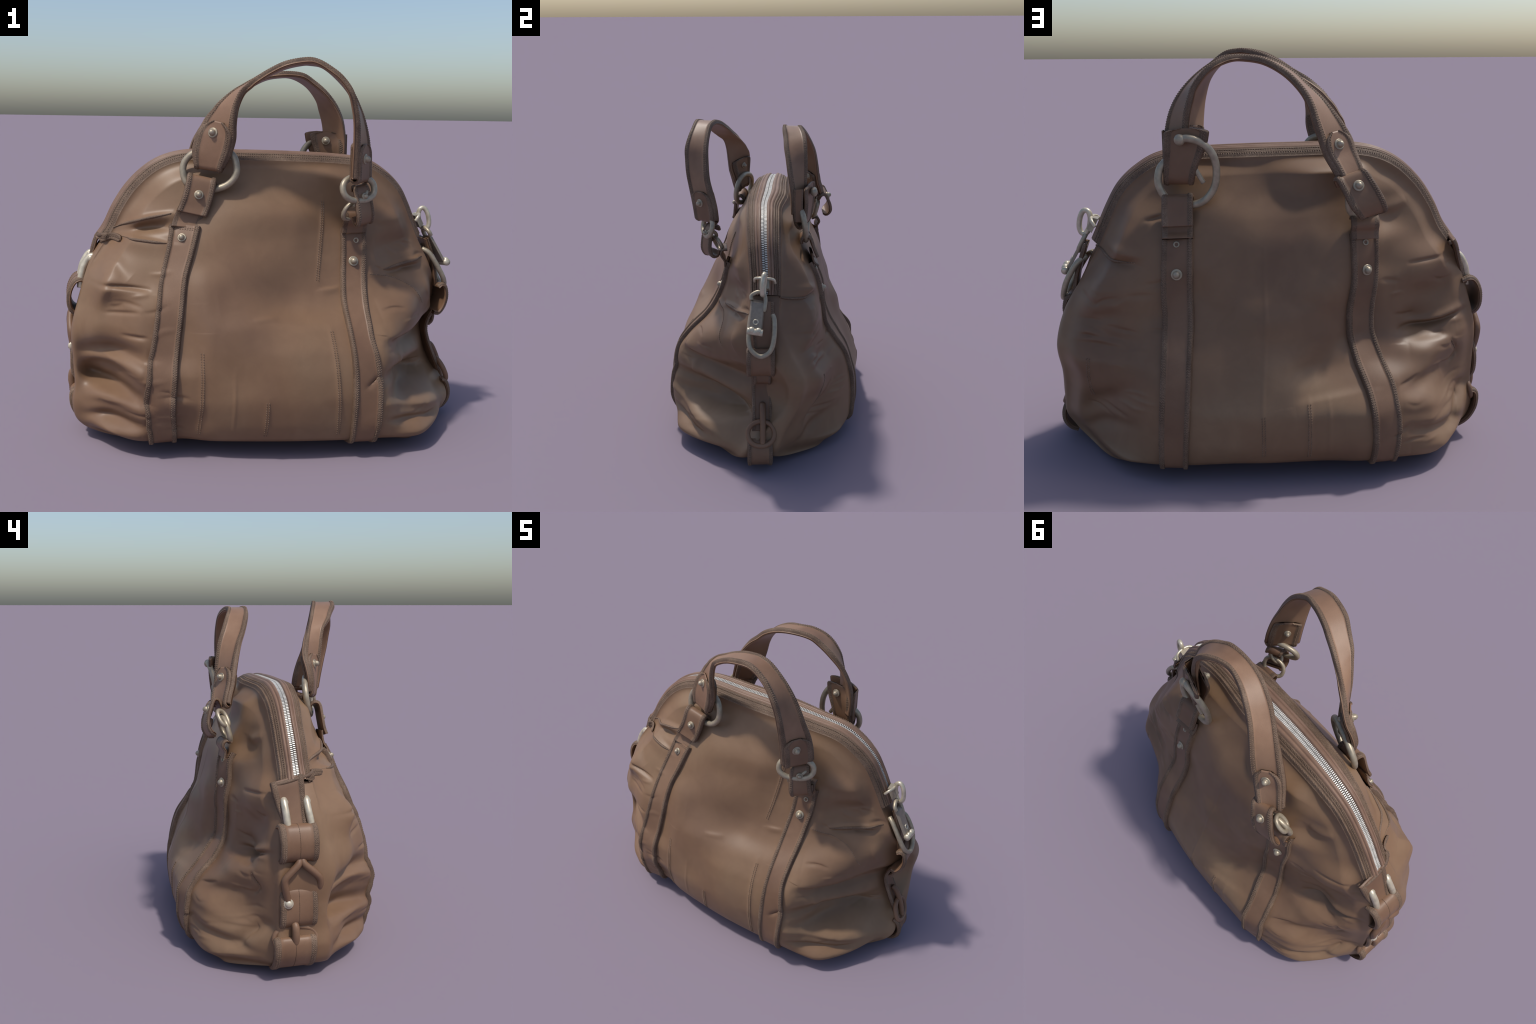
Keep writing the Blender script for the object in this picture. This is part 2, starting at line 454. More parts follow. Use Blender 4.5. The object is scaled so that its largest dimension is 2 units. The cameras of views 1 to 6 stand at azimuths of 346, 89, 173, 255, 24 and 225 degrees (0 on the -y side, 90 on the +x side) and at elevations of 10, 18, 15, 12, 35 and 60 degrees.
# ------------------------------------------------------------------ the bag
bag = bpy.data.objects.new("handbag", None)
bpy.context.scene.collection.objects.link(bag)
bag["label"] = "slouchy brown leather handbag with two handles and metal rings"
bag["category"] = "handbag"

rho = np.r_[np.linspace(0.02, 0.80, 120, endpoint=False), np.linspace(0.80, 1.0, 70)]

def build_panel(name, side):
    X = CX + (rim[:, 0] - CX)[None] * rho[:, None]
    Z = CZ + (rim[:, 1] - CZ)[None] * rho[:, None]
    Y = surface_y(side, X, Z)
    V = np.stack([X, Y, Z], -1).reshape(-1, 3)
    c = np.array([[CX, float(surface_y(side, CX, CZ)), CZ]])
    V = np.vstack([V, c])
    F = grid_faces(len(rho), N_RIM, False, True, flip=(side == "b"))
    k = len(V) - 1
    for j in range(N_RIM):
        t = (k, j, (j + 1) % N_RIM)
        F.append(t[::-1] if side == "f" else t)
    F = [f[::-1] for f in F]
    return mesh_object(name, V, F, M_BODY, bag)

front = build_panel("front_panel", "f")
back = build_panel("back_panel", "b")

tangent = unit(np.roll(rim[:, :2], -1, 0) - np.roll(rim[:, :2], 1, 0))
outward = np.stack([tangent[:, 1], -tangent[:, 0]], 1)
ZIP_LOW = 0.957
is_zip = rim[:, 1] > ZIP_LOW
zi = np.where(is_zip)[0]

# --- lower end gusset and base, one strip across the thickness of the bag
def strip(idx, offset_fn, nt_):
    t = np.linspace(-1, 1, nt_)
    P = np.zeros((len(idx), nt_, 3))
    for a, i in enumerate(idx):
        off = offset_fn(i, t)
        P[a, :, 0] = rim[i, 0] + outward[i, 0] * off
        P[a, :, 2] = rim[i, 1] + outward[i, 1] * off
        P[a, :, 1] = rim[i, 2] + (rim[i, 3] - rim[i, 2]) * (t + 1) / 2
    return P

low = np.r_[np.arange(zi[-1], N_RIM), np.arange(0, zi[0] + 1)]
def low_offset(i, t):
    end = np.clip((rim[i, 1] - 0.02) / 0.12, 0, 1)
    y = rim[i, 2] + (rim[i, 3] - rim[i, 2]) * (t + 1) / 2
    belt_line = 0.11 if rim[i, 0] < 0 else -0.045
    groove = np.exp(-((y - belt_line) / 0.085) ** 4) * np.clip((0.88 - rim[i, 1]) / 0.1, 0, 1)
    return end * (0.012 * (1 - t ** 2) - 0.030 * groove * (1 - t ** 8))
P = strip(low, low_offset, 41)
gusset = mesh_object("base_gusset", P.reshape(-1, 3), grid_faces(*P.shape[:2]), M_BODY, bag)

# round the corner between panels and gusset: relax each profile that runs from
# the front panel over the gusset to the back panel
K, NG = 46, P.shape[1]
def coords(ob):
    c = np.zeros(len(ob.data.vertices) * 3)
    ob.data.vertices.foreach_get("co", c)
    return c.reshape(-1, 3)
cf, cb, cg = coords(front), coords(back), coords(gusset)
rows_in = np.arange(len(rho) - K, len(rho))
fi = rows_in[:, None] * N_RIM + low[None]
prof = np.concatenate([cf[fi], cg.reshape(len(low), NG, 3).transpose(1, 0, 2)[1:-1], cb[fi][::-1]], 0)
soft = prof.copy()
for _ in range(70):
    soft[1:-1] = 0.5 * soft[1:-1] + 0.25 * (soft[:-2] + soft[2:])
w = np.clip((0.90 - rim[low, 1]) / 0.08, 0, 1)[None, :, None] * np.clip((rim[low, 1] - 0.03) / 0.05, 0.25, 1)[None, :, None]
prof = prof * (1 - w) + soft * w
cf[fi] = prof[:K]
cb[fi] = prof[-K:][::-1]
cg = np.concatenate([prof[K - 1:K], prof[K:-K], prof[-K:-K + 1]], 0).transpose(1, 0, 2).reshape(-1, 3)
for ob, c in ((front, cf), (back, cb), (gusset, cg)):
    ob.data.vertices.foreach_set("co", c.reshape(-1))
    ob.data.update()

def vertex_normals(ob):
    n = np.zeros(len(ob.data.vertices) * 3)
    ob.data.vertex_normals.foreach_get("vector", n)
    return n.reshape(-1, 3)

# the panels and the gusset are one skin: share the normals along their borders
nf, nb, ng = vertex_normals(front), vertex_normals(back), vertex_normals(gusset)
ring0 = (len(rho) - 1) * N_RIM
for a, i in enumerate(low):
    for arr, col in ((nf, 0), (nb, P.shape[1] - 1)):
        m = unit(arr[ring0 + i] + ng[a * P.shape[1] + col])
        arr[ring0 + i] = m
        ng[a * P.shape[1] + col] = m
for ob, arr in ((front, nf), (back, nb), (gusset, ng)):
    ob.data.normals_split_custom_set_from_vertices([tuple(v) for v in arr])

# --- zipper band: tape, two rolled lips and corded seams either side
def band_offset(i, t):
    a = np.abs(t)
    h = 0.040 * (1 - np.clip((a - 0.18) / 0.82, 0, 1) ** 1.7)
    h = h - 0.016 * np.exp(-(a / 0.15) ** 4)
    for c, w, k in ((0.27, 0.09, 0.006), (0.47, 0.075, 0.007), (0.62, 0.05, 0.006), (0.74, 0.05, 0.006), (0.88, 0.07, 0.008)):
        h = h + k * np.sqrt(np.clip(1 - ((a - c) / w) ** 2, 0, 1))
    return h
NB = 97
P = strip(zi, band_offset, NB)
tt = np.abs(np.linspace(-1, 1, NB))
col_mat = []
for j in range(NB - 1):
    a = (tt[j] + tt[j + 1]) / 2
    col_mat.append(0 if a < 0.14 else 1 if a < 0.55 else 2)
zipper_band = mesh_object("zipper_band", P.reshape(-1, 3), grid_faces(*P.shape[:2]), [M_CORD, M_PIPING, M_EDGE], bag,
                          idx=col_mat * (len(zi) - 1))

# --- zipper teeth
def boxes(frames_list):
    V, F = [], []
    for o, x, y, z, (sx, sy, sz) in frames_list:
        k = len(V)
        for a in (-1, 1):
            for b in (-1, 1):
                V.append(o + a * x * sx + b * y * sy - z * sz)
        for a in (-1, 1):
            for b in (-1, 1):
                V.append(o + a * x * sx * 0.8 + b * y * sy * 0.8 + z * sz)
        for q in ((0, 1, 3, 2), (4, 6, 7, 5), (0, 4, 5, 1), (2, 3, 7, 6), (0, 2, 6, 4), (1, 5, 7, 3)):
            F.append(tuple(k + v for v in q))
    return V, F

fr = []
ztop = rim[zi]
s = np.r_[0, np.cumsum(np.hypot(*np.diff(ztop[:, :2], axis=0).T))]
pitch = 0.0046
for k in range(int(s[-1] / pitch)):
    u = (k + 0.5) * pitch
    g = lambda arr: np.interp(u, s, arr)
    o2, tn = np.array([g(outward[zi, 0]), g(outward[zi, 1])]), np.array([g(tangent[zi, 0]), g(tangent[zi, 1])])
    mid = (g(ztop[:, 2]) + g(ztop[:, 3])) / 2
    sgn = 1 if k % 2 else -1
    c = np.array([g(ztop[:, 0]) + o2[0] * 0.031, mid + sgn * 0.0135, g(ztop[:, 1]) + o2[1] * 0.031])
    fr.append((c, np.array([tn[0], 0, tn[1]]), np.array([0, 1.0, 0]), np.array([o2[0], 0, o2[1]]), (0.0028, 0.0140, 0.0055)))
V, F = boxes(fr)
teeth = mesh_object("zipper_teeth", V, F, M_ZIP, zipper_band, smooth=False)
teeth["kind"] = "stuff"

# ------------------------------------------------------------------ stitching
def stitch_arrays(P, N, W, length, r, slant=0.0):
    """Short raised threads along a path P with normals N and side vectors W."""
    s = np.r_[0, np.cumsum(np.linalg.norm(np.diff(P, axis=0), axis=1))]
    V, F = [], []
    n = max(2, int(s[-1] / (length * 1.12)))
    for k in range(n):
        u = (k + 0.5) / n * s[-1]
        g = lambda A: np.array([np.interp(u, s, A[:, c]) for c in range(3)])
        g2 = lambda A: np.array([np.interp(min(u + 0.004, s[-1]), s, A[:, c]) for c in range(3)])
        p, nn, ww = g(P), unit(g(N)), unit(g(W))
        t = unit(g2(P) - g(P) + 1e-9)
        d = unit(t + slant * ww)
        b = np.cross(nn, d)
        base = len(V)
        for a, rad in ((-1, 0.35), (-0.6, 0.95), (0.6, 0.95), (1, 0.35)):
            for c in range(6):
                an = c * math.pi / 3
                V.append(p + d * a * length / 2 + r * rad * (math.cos(an) * b + math.sin(an) * nn))
        for i in range(3):
            for c in range(6):
                F.append((base + i * 6 + c, base + i * 6 + (c + 1) % 6, base + i * 6 + 6 + (c + 1) % 6, base + i * 6 + 6 + c))
        F.append(tuple(base + c for c in range(5, -1, -1)))
        F.append(tuple(base + 18 + c for c in range(6)))
    return V, F

def stitching(rows, parent, name="stitching"):
    V, F = [], []
    for r in rows:
        v, f = r
        o = len(V)
        V += list(v)
        F += [tuple(i + o for i in q) for q in f]
    ob = mesh_object(name, V, F, M_THREAD, parent)
    ob["kind"] = "stuff"
    return ob

# stitch rows along both outer seams of the zipper band
rows = []
for t in (-0.88, -0.66, 0.66, 0.88):
    P = strip(zi, lambda i, q: band_offset(i, q), 2)  # frame only
    off = np.array([band_offset(i, np.array([t]))[0] + 0.001 for i in zi])
    Q = np.stack([rim[zi, 0] + outward[zi, 0] * off, rim[zi, 2] + (rim[zi, 3] - rim[zi, 2]) * (t + 1) / 2, rim[zi, 1] + outward[zi, 1] * off], 1)
    Nn = np.stack([outward[zi, 0], np.full(len(zi), 0.6 * np.sign(t)), outward[zi, 1]], 1)
    Wv = np.tile(np.array([0, 1.0, 0]), (len(zi), 1))
    rows.append(stitch_arrays(Q, unit(Nn), Wv, 0.0095, 0.0017, 0.8 * np.sign(t)))
stitching(rows, zipper_band)

# ------------------------------------------------------------------ straps sewn on the panels
S_ACROSS = np.r_[-1.0, -0.985, -0.95, -0.9, -0.84, -0.76, -0.68, -0.62, np.linspace(-0.5, 0.5, 7), 0.62, 0.68, 0.76, 0.84, 0.9, 0.95, 0.985, 1.0]

def edge_profile(s, thick, bead):
    a = np.abs(s)
    h = thick * np.clip(1 - np.clip((a - 0.93) / 0.07, 0, 1) ** 2, 0, 1) - 0.006 * (a > 0.995)
    return h + bead * np.sqrt(np.clip(1 - ((a - 0.80) / 0.17) ** 2, 0, 1))

def panel_strap(name, side, left, right, thick=0.014, bead=0.007):
    """Leather band on a panel between two edge curves given as (x, z)."""
    n = 150
    A, B = smooth_curve(left, n), smooth_curve(right, n)
    X = A[:, None, 0] + (B - A)[:, None, 0] * (S_ACROSS[None] + 1) / 2
    Z = A[:, None, 1] + (B - A)[:, None, 1] * (S_ACROSS[None] + 1) / 2
    tuck = np.clip((1 - np.linspace(0, 1, n)) / 0.07, 0.0, 1.0) ** 0.6
    lift = edge_profile(S_ACROSS, thick, bead)[None] * tuck[:, None] - 0.002 * (1 - tuck[:, None])
    P, Nn = surface_point(side, X, Z, lift)
    idx = [(1 if abs(S_ACROSS[j] + S_ACROSS[j + 1]) / 2 > 0.62 else 0) for j in range(len(S_ACROSS) - 1)] * (n - 1)
    ob = mesh_object(name, P.reshape(-1, 3), grid_faces(n, len(S_ACROSS), flip=(side == "f")), [M_STRAP, M_EDGE], bag, idx=idx)
    rows = []
    for s, sl in ((-0.88, .9), (-0.79, -.9), (-0.70, .9), (0.70, -.9), (0.79, .9), (0.88, -.9)):
        x = A[:, 0] + (B - A)[:, 0] * (s + 1) / 2
        z = A[:, 1] + (B - A)[:, 1] * (s + 1) / 2
        h = float(edge_profile(np.array([s]), thick, bead)[0])
        Q, Nq = surface_point(side, x, z, h * tuck - 0.003 * (1 - tuck))
        rows.append(stitch_arrays(Q, Nq, unit(np.stack([(B - A)[:, 0], 0 * x, (B - A)[:, 1]], 1)), 0.0095, 0.0014, sl))
    for f in (0.012, 0.022):
        k = int(f * n / 0.9)
        sx = np.linspace(-0.86, 0.86, 40)
        q = A[k] + (B[k] - A[k]) * ((sx + 1) / 2)[:, None]
        Q, Nq = surface_point(side, q[:, 0], q[:, 1], edge_profile(sx, thick, bead))
        rows.append(stitch_arrays(Q, Nq, np.tile(np.array([0, 0, 1.0]), (40, 1)), 0.0095, 0.0016, 0.6))
    stitching(rows, ob)
    return ob

strap_fl = panel_strap("strap", "f",
    [(-.505, 1.065), (-.525, .989), (-.568, .836), (-.59, .734), (-.609, .63), (-.625, .541), (-.642, .449), (-.652, .36), (-.655, .268), (-.65, .19), (-.64, .10), (-.63, .03)],
    [(-.37, 1.055), (-.412, .929), (-.444, .836), (-.462, .733), (-.478, .627), (-.492, .537), (-.504, .446), (-.512, .357), (-.517, .262), (-.512, .181), (-.505, .10), (-.50, .03)])
strap_fr = panel_strap("strap", "f",
    [(.306, 1.04), (.30, .92), (.287, .815), (.277, .735), (.272, .657), (.27, .60), (.27, .544), (.269, .444), (.268, .344), (.269, .226), (.273, .10), (.275, .03)],
    [(.436, 1.04), (.43, .92), (.416, .815), (.405, .716), (.393, .617), (.389, .555), (.40, .483), (.408, .409), (.414, .335), (.41, .215), (.406, .10), (.40, .03)])
strap_bp = panel_strap("strap", "b",
    [(.348, 1.05), (.352, .915), (.356, .809), (.356, .679), (.368, .557), (.376, .46), (.383, .361), (.392, .244), (.402, .11), (.405, .03)],
    [(.482, 1.05), (.489, .913), (.496, .803), (.493, .70), (.498, .579), (.506, .489), (.511, .395), (.517, .292), (.524, .10), (.525, .03)])
strap_bm = panel_strap("strap", "b",
    [(-.445, 1.04), (-.447, .87), (-.44, .796), (-.432, .722), (-.431, .62), (-.443, .56), (-.456, .51), (-.472, .465), (-.49, .415), (-.50, .342), (-.508, .269), (-.505, .182), (-.497, .10), (-.49, .03)],
    [(-.315, 1.04), (-.321, .86), (-.31, .779), (-.30, .70), (-.301, .60), (-.314, .535), (-.328, .482), (-.345, .431), (-.361, .379), (-.369, .319), (-.376, .256), (-.378, .182), (-.375, .10), (-.37, .03)])

for st, side, x, z, r in ((strap_fl, "f", -.457, 1.005, .021), (strap_fr, "f", .359, .881, .025), (strap_bp, "b", .423, .882, .025), (strap_bm, "b", -.387, .883, .025)):
    p, n = surface_point(side, x, z, 0.013)
    rivet("rivet", p, n, r, M_METAL, st)
for st, side, x, z in ((strap_fr, "f", .379, .979), (strap_bp, "b", .42, 1.001), (strap_bm, "b", -.381, 1.002)):
    p, n = surface_point(side, x, z, 0.014)
    eyelet("eyelet", p, n, 0.014, M_METAL, st)

# ------------------------------------------------------------------ handles and free leather bands
def band_arrays(A, B, thick, bead, n=120, hint=None, resample=True, s_across=S_ACROSS, edge=0.6, sink=0.0, hint_start=False):
    """Solid leather band between two edge curves; outer side follows hint."""
    if resample:
        A, B = smooth_curve(A, n), smooth_curve(B, n)
    n = len(A)
    C = (A + B) / 2
    T = unit(np.gradient(C, axis=0))
    W = B - A
    Nn = unit(np.cross(T, unit(W)))
    if hint is not None and np.sum((Nn[:n // 4] if hint_start else Nn) * np.asarray(hint)) < 0:
        Nn = -Nn
    C = C - Nn * sink
    ns = len(s_across)
    top = edge_profile(s_across, thick / 2, bead)
    bot = -thick / 2 * np.clip(1 - np.clip((np.abs(s_across) - 0.93) / 0.07, 0, 1) ** 2, 0, 1)
    Pt = C[:, None] + W[:, None] * (s_across / 2)[None, :, None] + Nn[:, None] * top[None, :, None]
    Pb = C[:, None] + W[:, None] * (s_across / 2)[None, :, None] + Nn[:, None] * bot[None, :, None]
    ring = np.concatenate([Pt, Pb[:, ::-1]], 1)
    m = ring.shape[1]
    F = grid_faces(n, m, False, True)
    idx = []
    for i in range(n - 1):
        for j in range(m):
            if j < ns - 1:
                a = abs(s_across[j] + s_across[j + 1]) / 2
                idx.append(1 if a > edge else 0)
            else:
                idx.append(0)
    V = ring.reshape(-1, 3)
    F.append(tuple(range(m))[::-1])
    F.append(tuple((n - 1) * m + j for j in range(m)))
    idx += [0, 0]
    if np.einsum("ij,ij->i", np.cross(T, unit(W)), Nn).mean() > 0:
        F = [f[::-1] for f in F]
    return V, F, idx, (A, B, C, W, Nn)

def leather_band(name, A, B, thick, bead, parent, hint=None, n=120, mat=None, rows=(0.70, 0.79, 0.88), edge=0.6, sink=0.0):
    V, F, idx, (A, B, C, W, Nn) = band_arrays(A, B, thick, bead, n, hint, edge=edge, sink=sink)
    ob = mesh_object(name, V, F, [mat or M_STRAP, M_EDGE], parent, idx=idx)
    R = []
    for k, r in enumerate(rows):
        for s in (-r, r):
            h = float(edge_profile(np.array([s]), thick / 2, bead)[0])
            R.append(stitch_arrays(C + W * s / 2 + Nn * h, Nn, unit(W), 0.0095, 0.0014, 0.9 * (-1) ** k * np.sign(s)))
    if R:
        stitching(R, ob)
    return ob

up_hint = np.array([0, 0, 1.0])
FRONT_HANDLE = (
    [(-0.398, -0.130, 1.345), (-0.404, -0.128, 1.410), (-0.384, -0.117, 1.484), (-0.360, -0.111, 1.523), (-0.337, -0.113, 1.561), (-0.308, -0.125, 1.595), (-0.280, -0.138, 1.628), (-0.217, -0.166, 1.680), (-0.146, -0.197, 1.722), (-0.100, -0.217, 1.750), (-0.049, -0.237, 1.775), (0.000, -0.258, 1.797), (0.060, -0.280, 1.812), (0.110, -0.295, 1.815), (0.183, -0.318, 1.796), (0.284, -0.335, 1.705), (0.346, -0.337, 1.606), (0.382, -0.332, 1.519), (0.408, -0.313, 1.439), (0.421, -0.295, 1.357), (0.426, -0.288, 1.290)],
    [(-0.262, -0.198, 1.325), (-0.235, -0.215, 1.390), (-0.222, -0.235, 1.459), (-0.225, -0.243, 1.526), (-0.220, -0.252, 1.606), (-0.200, -0.270, 1.672), (-0.170, -0.300, 1.708), (-0.145, -0.322, 1.732), (-0.093, -0.353, 1.768), (-0.030, -0.390, 1.800), (0.050, -0.412, 1.816), (0.100, -0.422, 1.812), (0.153, -0.434, 1.785), (0.209, -0.453, 1.742), (0.252, -0.471, 1.680), (0.274, -0.470, 1.610), (0.286, -0.465, 1.538), (0.292, -0.451, 1.453), (0.296, -0.436, 1.366), (0.299, -0.425, 1.290)])
BACK_HANDLE = (
    [(-.385, .318, 1.30), (-.372, .306, 1.341), (-.353, .287, 1.396), (-.334, .275, 1.453), (-.289, .25, 1.525), (-.227, .213, 1.603), (-.165, .175, 1.66), (-.10, .143, 1.72), (-.007, .114, 1.768), (.10, .10, 1.786), (.20, .097, 1.78), (.264, .10, 1.745), (.33, .103, 1.696), (.392, .116, 1.632), (.431, .127, 1.566), (.452, .14, 1.50), (.462, .15, 1.43), (.462, .155, 1.33)],
    [(-.255, .385, 1.30), (-.229, .371, 1.346), (-.204, .358, 1.39), (-.172, .343, 1.494), (-.148, .324, 1.59), (-.113, .296, 1.659), (-.05, .261, 1.723), (.03, .227, 1.768), (.108, .208, 1.783), (.17, .216, 1.782), (.238, .23, 1.757), (.288, .235, 1.72), (.331, .236, 1.66), (.347, .237, 1.604), (.36, .235, 1.55), (.366, .232, 1.49), (.366, .232, 1.42), (.362, .232, 1.33)])
front_handle = leather_band("handle", *FRONT_HANDLE, 0.024, 0.005, bag, hint=up_hint, n=170, mat=M_HANDLE, sink=0.014)
back_handle = leather_band("handle", *BACK_HANDLE, 0.024, 0.005, bag, hint=up_hint, n=170, mat=M_HANDLE, sink=0.014)

# ------------------------------------------------------------------ seams stitched into the panels
def panel_seam(side, path, gap=0.011, parent=None, rows=(-1, 1)):
    P = smooth_curve(path, 80)
    d = unit(np.gradient(P, axis=0))
    side_v = np.stack([-d[:, 1], d[:, 0]], 1)
    out = []
    for k in rows:
        q = P + side_v * gap / 2 * k
        Q, Nq = surface_point(side, q[:, 0], q[:, 1], np.full(len(q), 0.0005))
        W = np.stack([side_v[:, 0], 0 * q[:, 0], side_v[:, 1]], 1)
        out.append(stitch_arrays(Q, Nq, W, 0.010, 0.0022, 0.5))
    return out

rows = []
for path in ([(.224, 1.17), (.205, 1.0), (.172, .80)], [(.194, .60), (.197, .485), (.215, .124)], [(-.401, .52), (-.404, .34), (-.413, .122)],
             [(-.118, .30), (-.12, .121)]):
    rows += panel_seam("f", path)
for path in ([(.54, .834), (.66, .854), (.79, .866)], [(-.76, 1.033), (-.64, 1.08), (-.50, 1.113)], [(-.78, .995), (-.71, 1.0), (-.64, .994)],
             [(.44, .822), (.56, .80), (.675, .745), (.74, .66)]):
    rows += panel_seam("f", path, rows=(0,))
stitching(rows, front, "seam_stitching")
rows = []
for path in ([(.086, .33), (.084, .135)], [(-.109, .37), (-.109, .125)], [(.82, .52), (.825, .42), (.82, .31)]):
    rows += panel_seam("b", path)
for path in ([(.60, .925), (.72, .925), (.785, .96)], [(-.838, .462), (-.805, .521)]):
    rows += panel_seam("b", path, rows=(0,))
stitching(rows, back, "seam_stitching")

def panel_piping(side, path, r, parent, lift=0.0):
    P = smooth_curve(path, 60)
    Q, _ = surface_point(side, P[:, 0], P[:, 1], np.full(60, lift))
    return tube("pocket_edge", Q, [r * 0.3, r, r, r, r * 0.4], M_EDGE, parent, n=60)

panel_piping("f", [(-.76, 1.033), (-.64, 1.082), (-.50, 1.115)], 0.007, front)
panel_piping("f", [(-.70, .998), (-.63, .992), (-.53, .983)], 0.007, front)
panel_piping("f", [(.53, .834), (.66, .855), (.795, .868)], 0.0075, front)
panel_piping("b", [(.62, .922), (.72, .928), (.785, .965)], 0.008, back)

# ------------------------------------------------------------------ more leather pieces
def ring_pts(c, ux, uz, rx, rz, power=2.0, n=40):
    a = np.linspace(0, 2 * np.pi, n, endpoint=False)
    ca, sa = np.cos(a), np.sin(a)
    f = lambda v: np.sign(v) * np.abs(v) ** (2 / power)
    return np.asarray(c) + rx * f(ca)[:, None] * np.asarray(ux) + rz * f(sa)[:, None] * np.asarray(uz)

def tongue_edges(C, W, round_end=0.0, round_start=0.0):
    """Edges of a band along C with half-width vectors W, ends optionally rounded."""
    s = np.r_[0, np.cumsum(np.linalg.norm(np.diff(C, axis=0), axis=1))]
    k = np.ones(len(C))
    if round_end:
        k *= np.clip(1 - np.clip((s - (s[-1] - round_end)) / round_end, 0, 1) ** 2.6, 0.12, 1) ** 0.5
    if round_start:
        k *= np.clip(1 - np.clip((round_start - s) / round_start, 0, 1) ** 2.6, 0.12, 1) ** 0.5
    return C - W * k[:, None], C + W * k[:, None]

def tongue(name, path, half, width_dir, thick, parent, bead=0.004, round_end=0.0, round_start=0.0, n=60, hint=(0, 0, 1), mat=None, rows=(0.74, 0.84), edge=0.62, hint_start=False):
    C = smooth_curve(path, n)
    half = np.interp(np.linspace(0, 1, n), np.linspace(0, 1, len(np.atleast_1d(half))), np.atleast_1d(half)) if np.ndim(half) else np.full(n, half)
    wd = np.asarray(width_dir, float)
    if wd.ndim == 1:
        W = np.tile(unit(wd), (n, 1)) * half[:, None]
    else:
        W = unit(smooth_curve(wd, n)) * half[:, None]
    A, B = tongue_edges(C, W, round_end, round_start)
    V, F, idx, (A, B, C2, W2, Nn) = band_arrays(A, B, thick, bead, hint=hint, resample=False, edge=edge, hint_start=hint_start)
    ob = mesh_object(name, V, F, [mat or M_STRAP, M_EDGE], parent, idx=idx)
    R = []
    for r in rows:
        for sg in (-r, r):
            h = float(edge_profile(np.array([sg]), thick / 2, bead)[0])
            R.append(stitch_arrays(C2 + W2 * sg / 2 + Nn * h, Nn, unit(W2), 0.0095, 0.0015, 0.8 * np.sign(sg)))
    if R:
        stitching(R, ob)
    return ob

def handle_geometry(ob_edges, sink=0.014):
    A, B = (smooth_curve(e, 170) for e in ob_edges)
    C, W = (A + B) / 2, (B - A)
    N = unit(np.cross(unit(np.gradient(C, axis=0)), unit(W)))
    if N[:, 2].sum() < 0:
        N = -N
    return C - N * sink, W / 2, N

def handle_patch(handle, edges, at_start, length, lift, width, parent_mat, rounded=True, turn=True):
    """Reinforcement tongue laid along the end of a handle, folded round the ring."""
    C, W, N = handle_geometry(edges)
    if not at_start:
        C, W, N = C[::-1], W[::-1], N[::-1]
    s = np.r_[0, np.cumsum(np.linalg.norm(np.diff(C, axis=0), axis=1))]
    m = s < length
    P = C[m] + N[m] * lift
    Q = W[m] * width
    if turn:                                   # half circle under the end of the handle
        t = unit(C[0] - C[3])
        arc = [C[0] + N[0] * lift * math.cos(a) + t * abs(lift) * math.sin(a) for a in np.linspace(math.pi, 0.25, 9)]
        P = np.vstack([np.array(arc), P])
        Q = np.vstack([np.tile(Q[0], (9, 1)), Q])
    A, B = tongue_edges(P, Q, length * 0.35 if rounded else 0.015)
    V, F, idx, (A, B, C2, W2, Nn) = band_arrays(A, B, 0.010, 0.004, hint=N[0] * (1 if lift > 0 else -1), resample=False, edge=0.62)
    ob = mesh_object("handle_tab", V, F, [parent_mat, M_EDGE], handle, idx=idx)
    R = []
    for sg in (-0.78, 0.78):
        R.append(stitch_arrays(C2 + W2 * sg / 2 + Nn * 0.009, Nn, unit(W2), 0.0095, 0.0015, 0.8 * np.sign(sg)))
    stitching(R, ob)
    return ob

FH, BH = (FRONT_HANDLE, BACK_HANDLE)
handle_patch(front_handle, FH, True, 0.215, 0.017, 0.90, M_HANDLE)
handle_patch(front_handle, FH, True, 0.20, -0.020, 0.86, M_STRAP, rounded=False, turn=False)
handle_patch(front_handle, FH, False, 0.165, 0.018, 0.86, M_STRAP)
handle_patch(front_handle, FH, False, 0.17, -0.020, 0.84, M_STRAP, rounded=False, turn=False)
handle_patch(back_handle, BH, True, 0.20, 0.018, 0.84, M_HANDLE)
handle_patch(back_handle, BH, True, 0.17, -0.020, 0.84, M_STRAP, rounded=False, turn=False)

def handle_rivet(handle, edges, target, r=0.024, lift=0.021):
    C, W, N = handle_geometry(edges)
    i = int(np.argmin(np.linalg.norm(C - np.asarray(target), axis=1)))
    off = W[i] * float(np.clip((np.asarray(target) - C[i]) @ W[i] / (W[i] @ W[i]), -0.5, 0.5))
    rivet("rivet", C[i] + off + N[i] * lift, N[i], r, M_METAL, handle, dome=0.85)
    rivet("rivet", C[i] + off - N[i] * (lift + 0.004), -N[i], r * 0.8, M_METAL, handle, dome=0.8)
handle_rivet(front_handle, FH, (-.307, -.172, 1.488))
handle_rivet(front_handle, FH, (.352, -.38, 1.376))
handle_rivet(back_handle, BH, (-.269, .333, 1.426))

hem_path, hem_n = surface_point("f", np.array([-.802, -.785, -.765, -.745, -.725]), np.array([.985, .991, .993, .991, .986]), np.full(5, 0.006))
tongue("pocket_hem", np.vstack([[(-.815, .022, .975)], hem_path]), 0.016, (.15, 0, 1), 0.012, front, hint=(-.5, -1, 0), rows=(0.0, 0.5), bead=0.0, edge=-1, round_end=0.03)
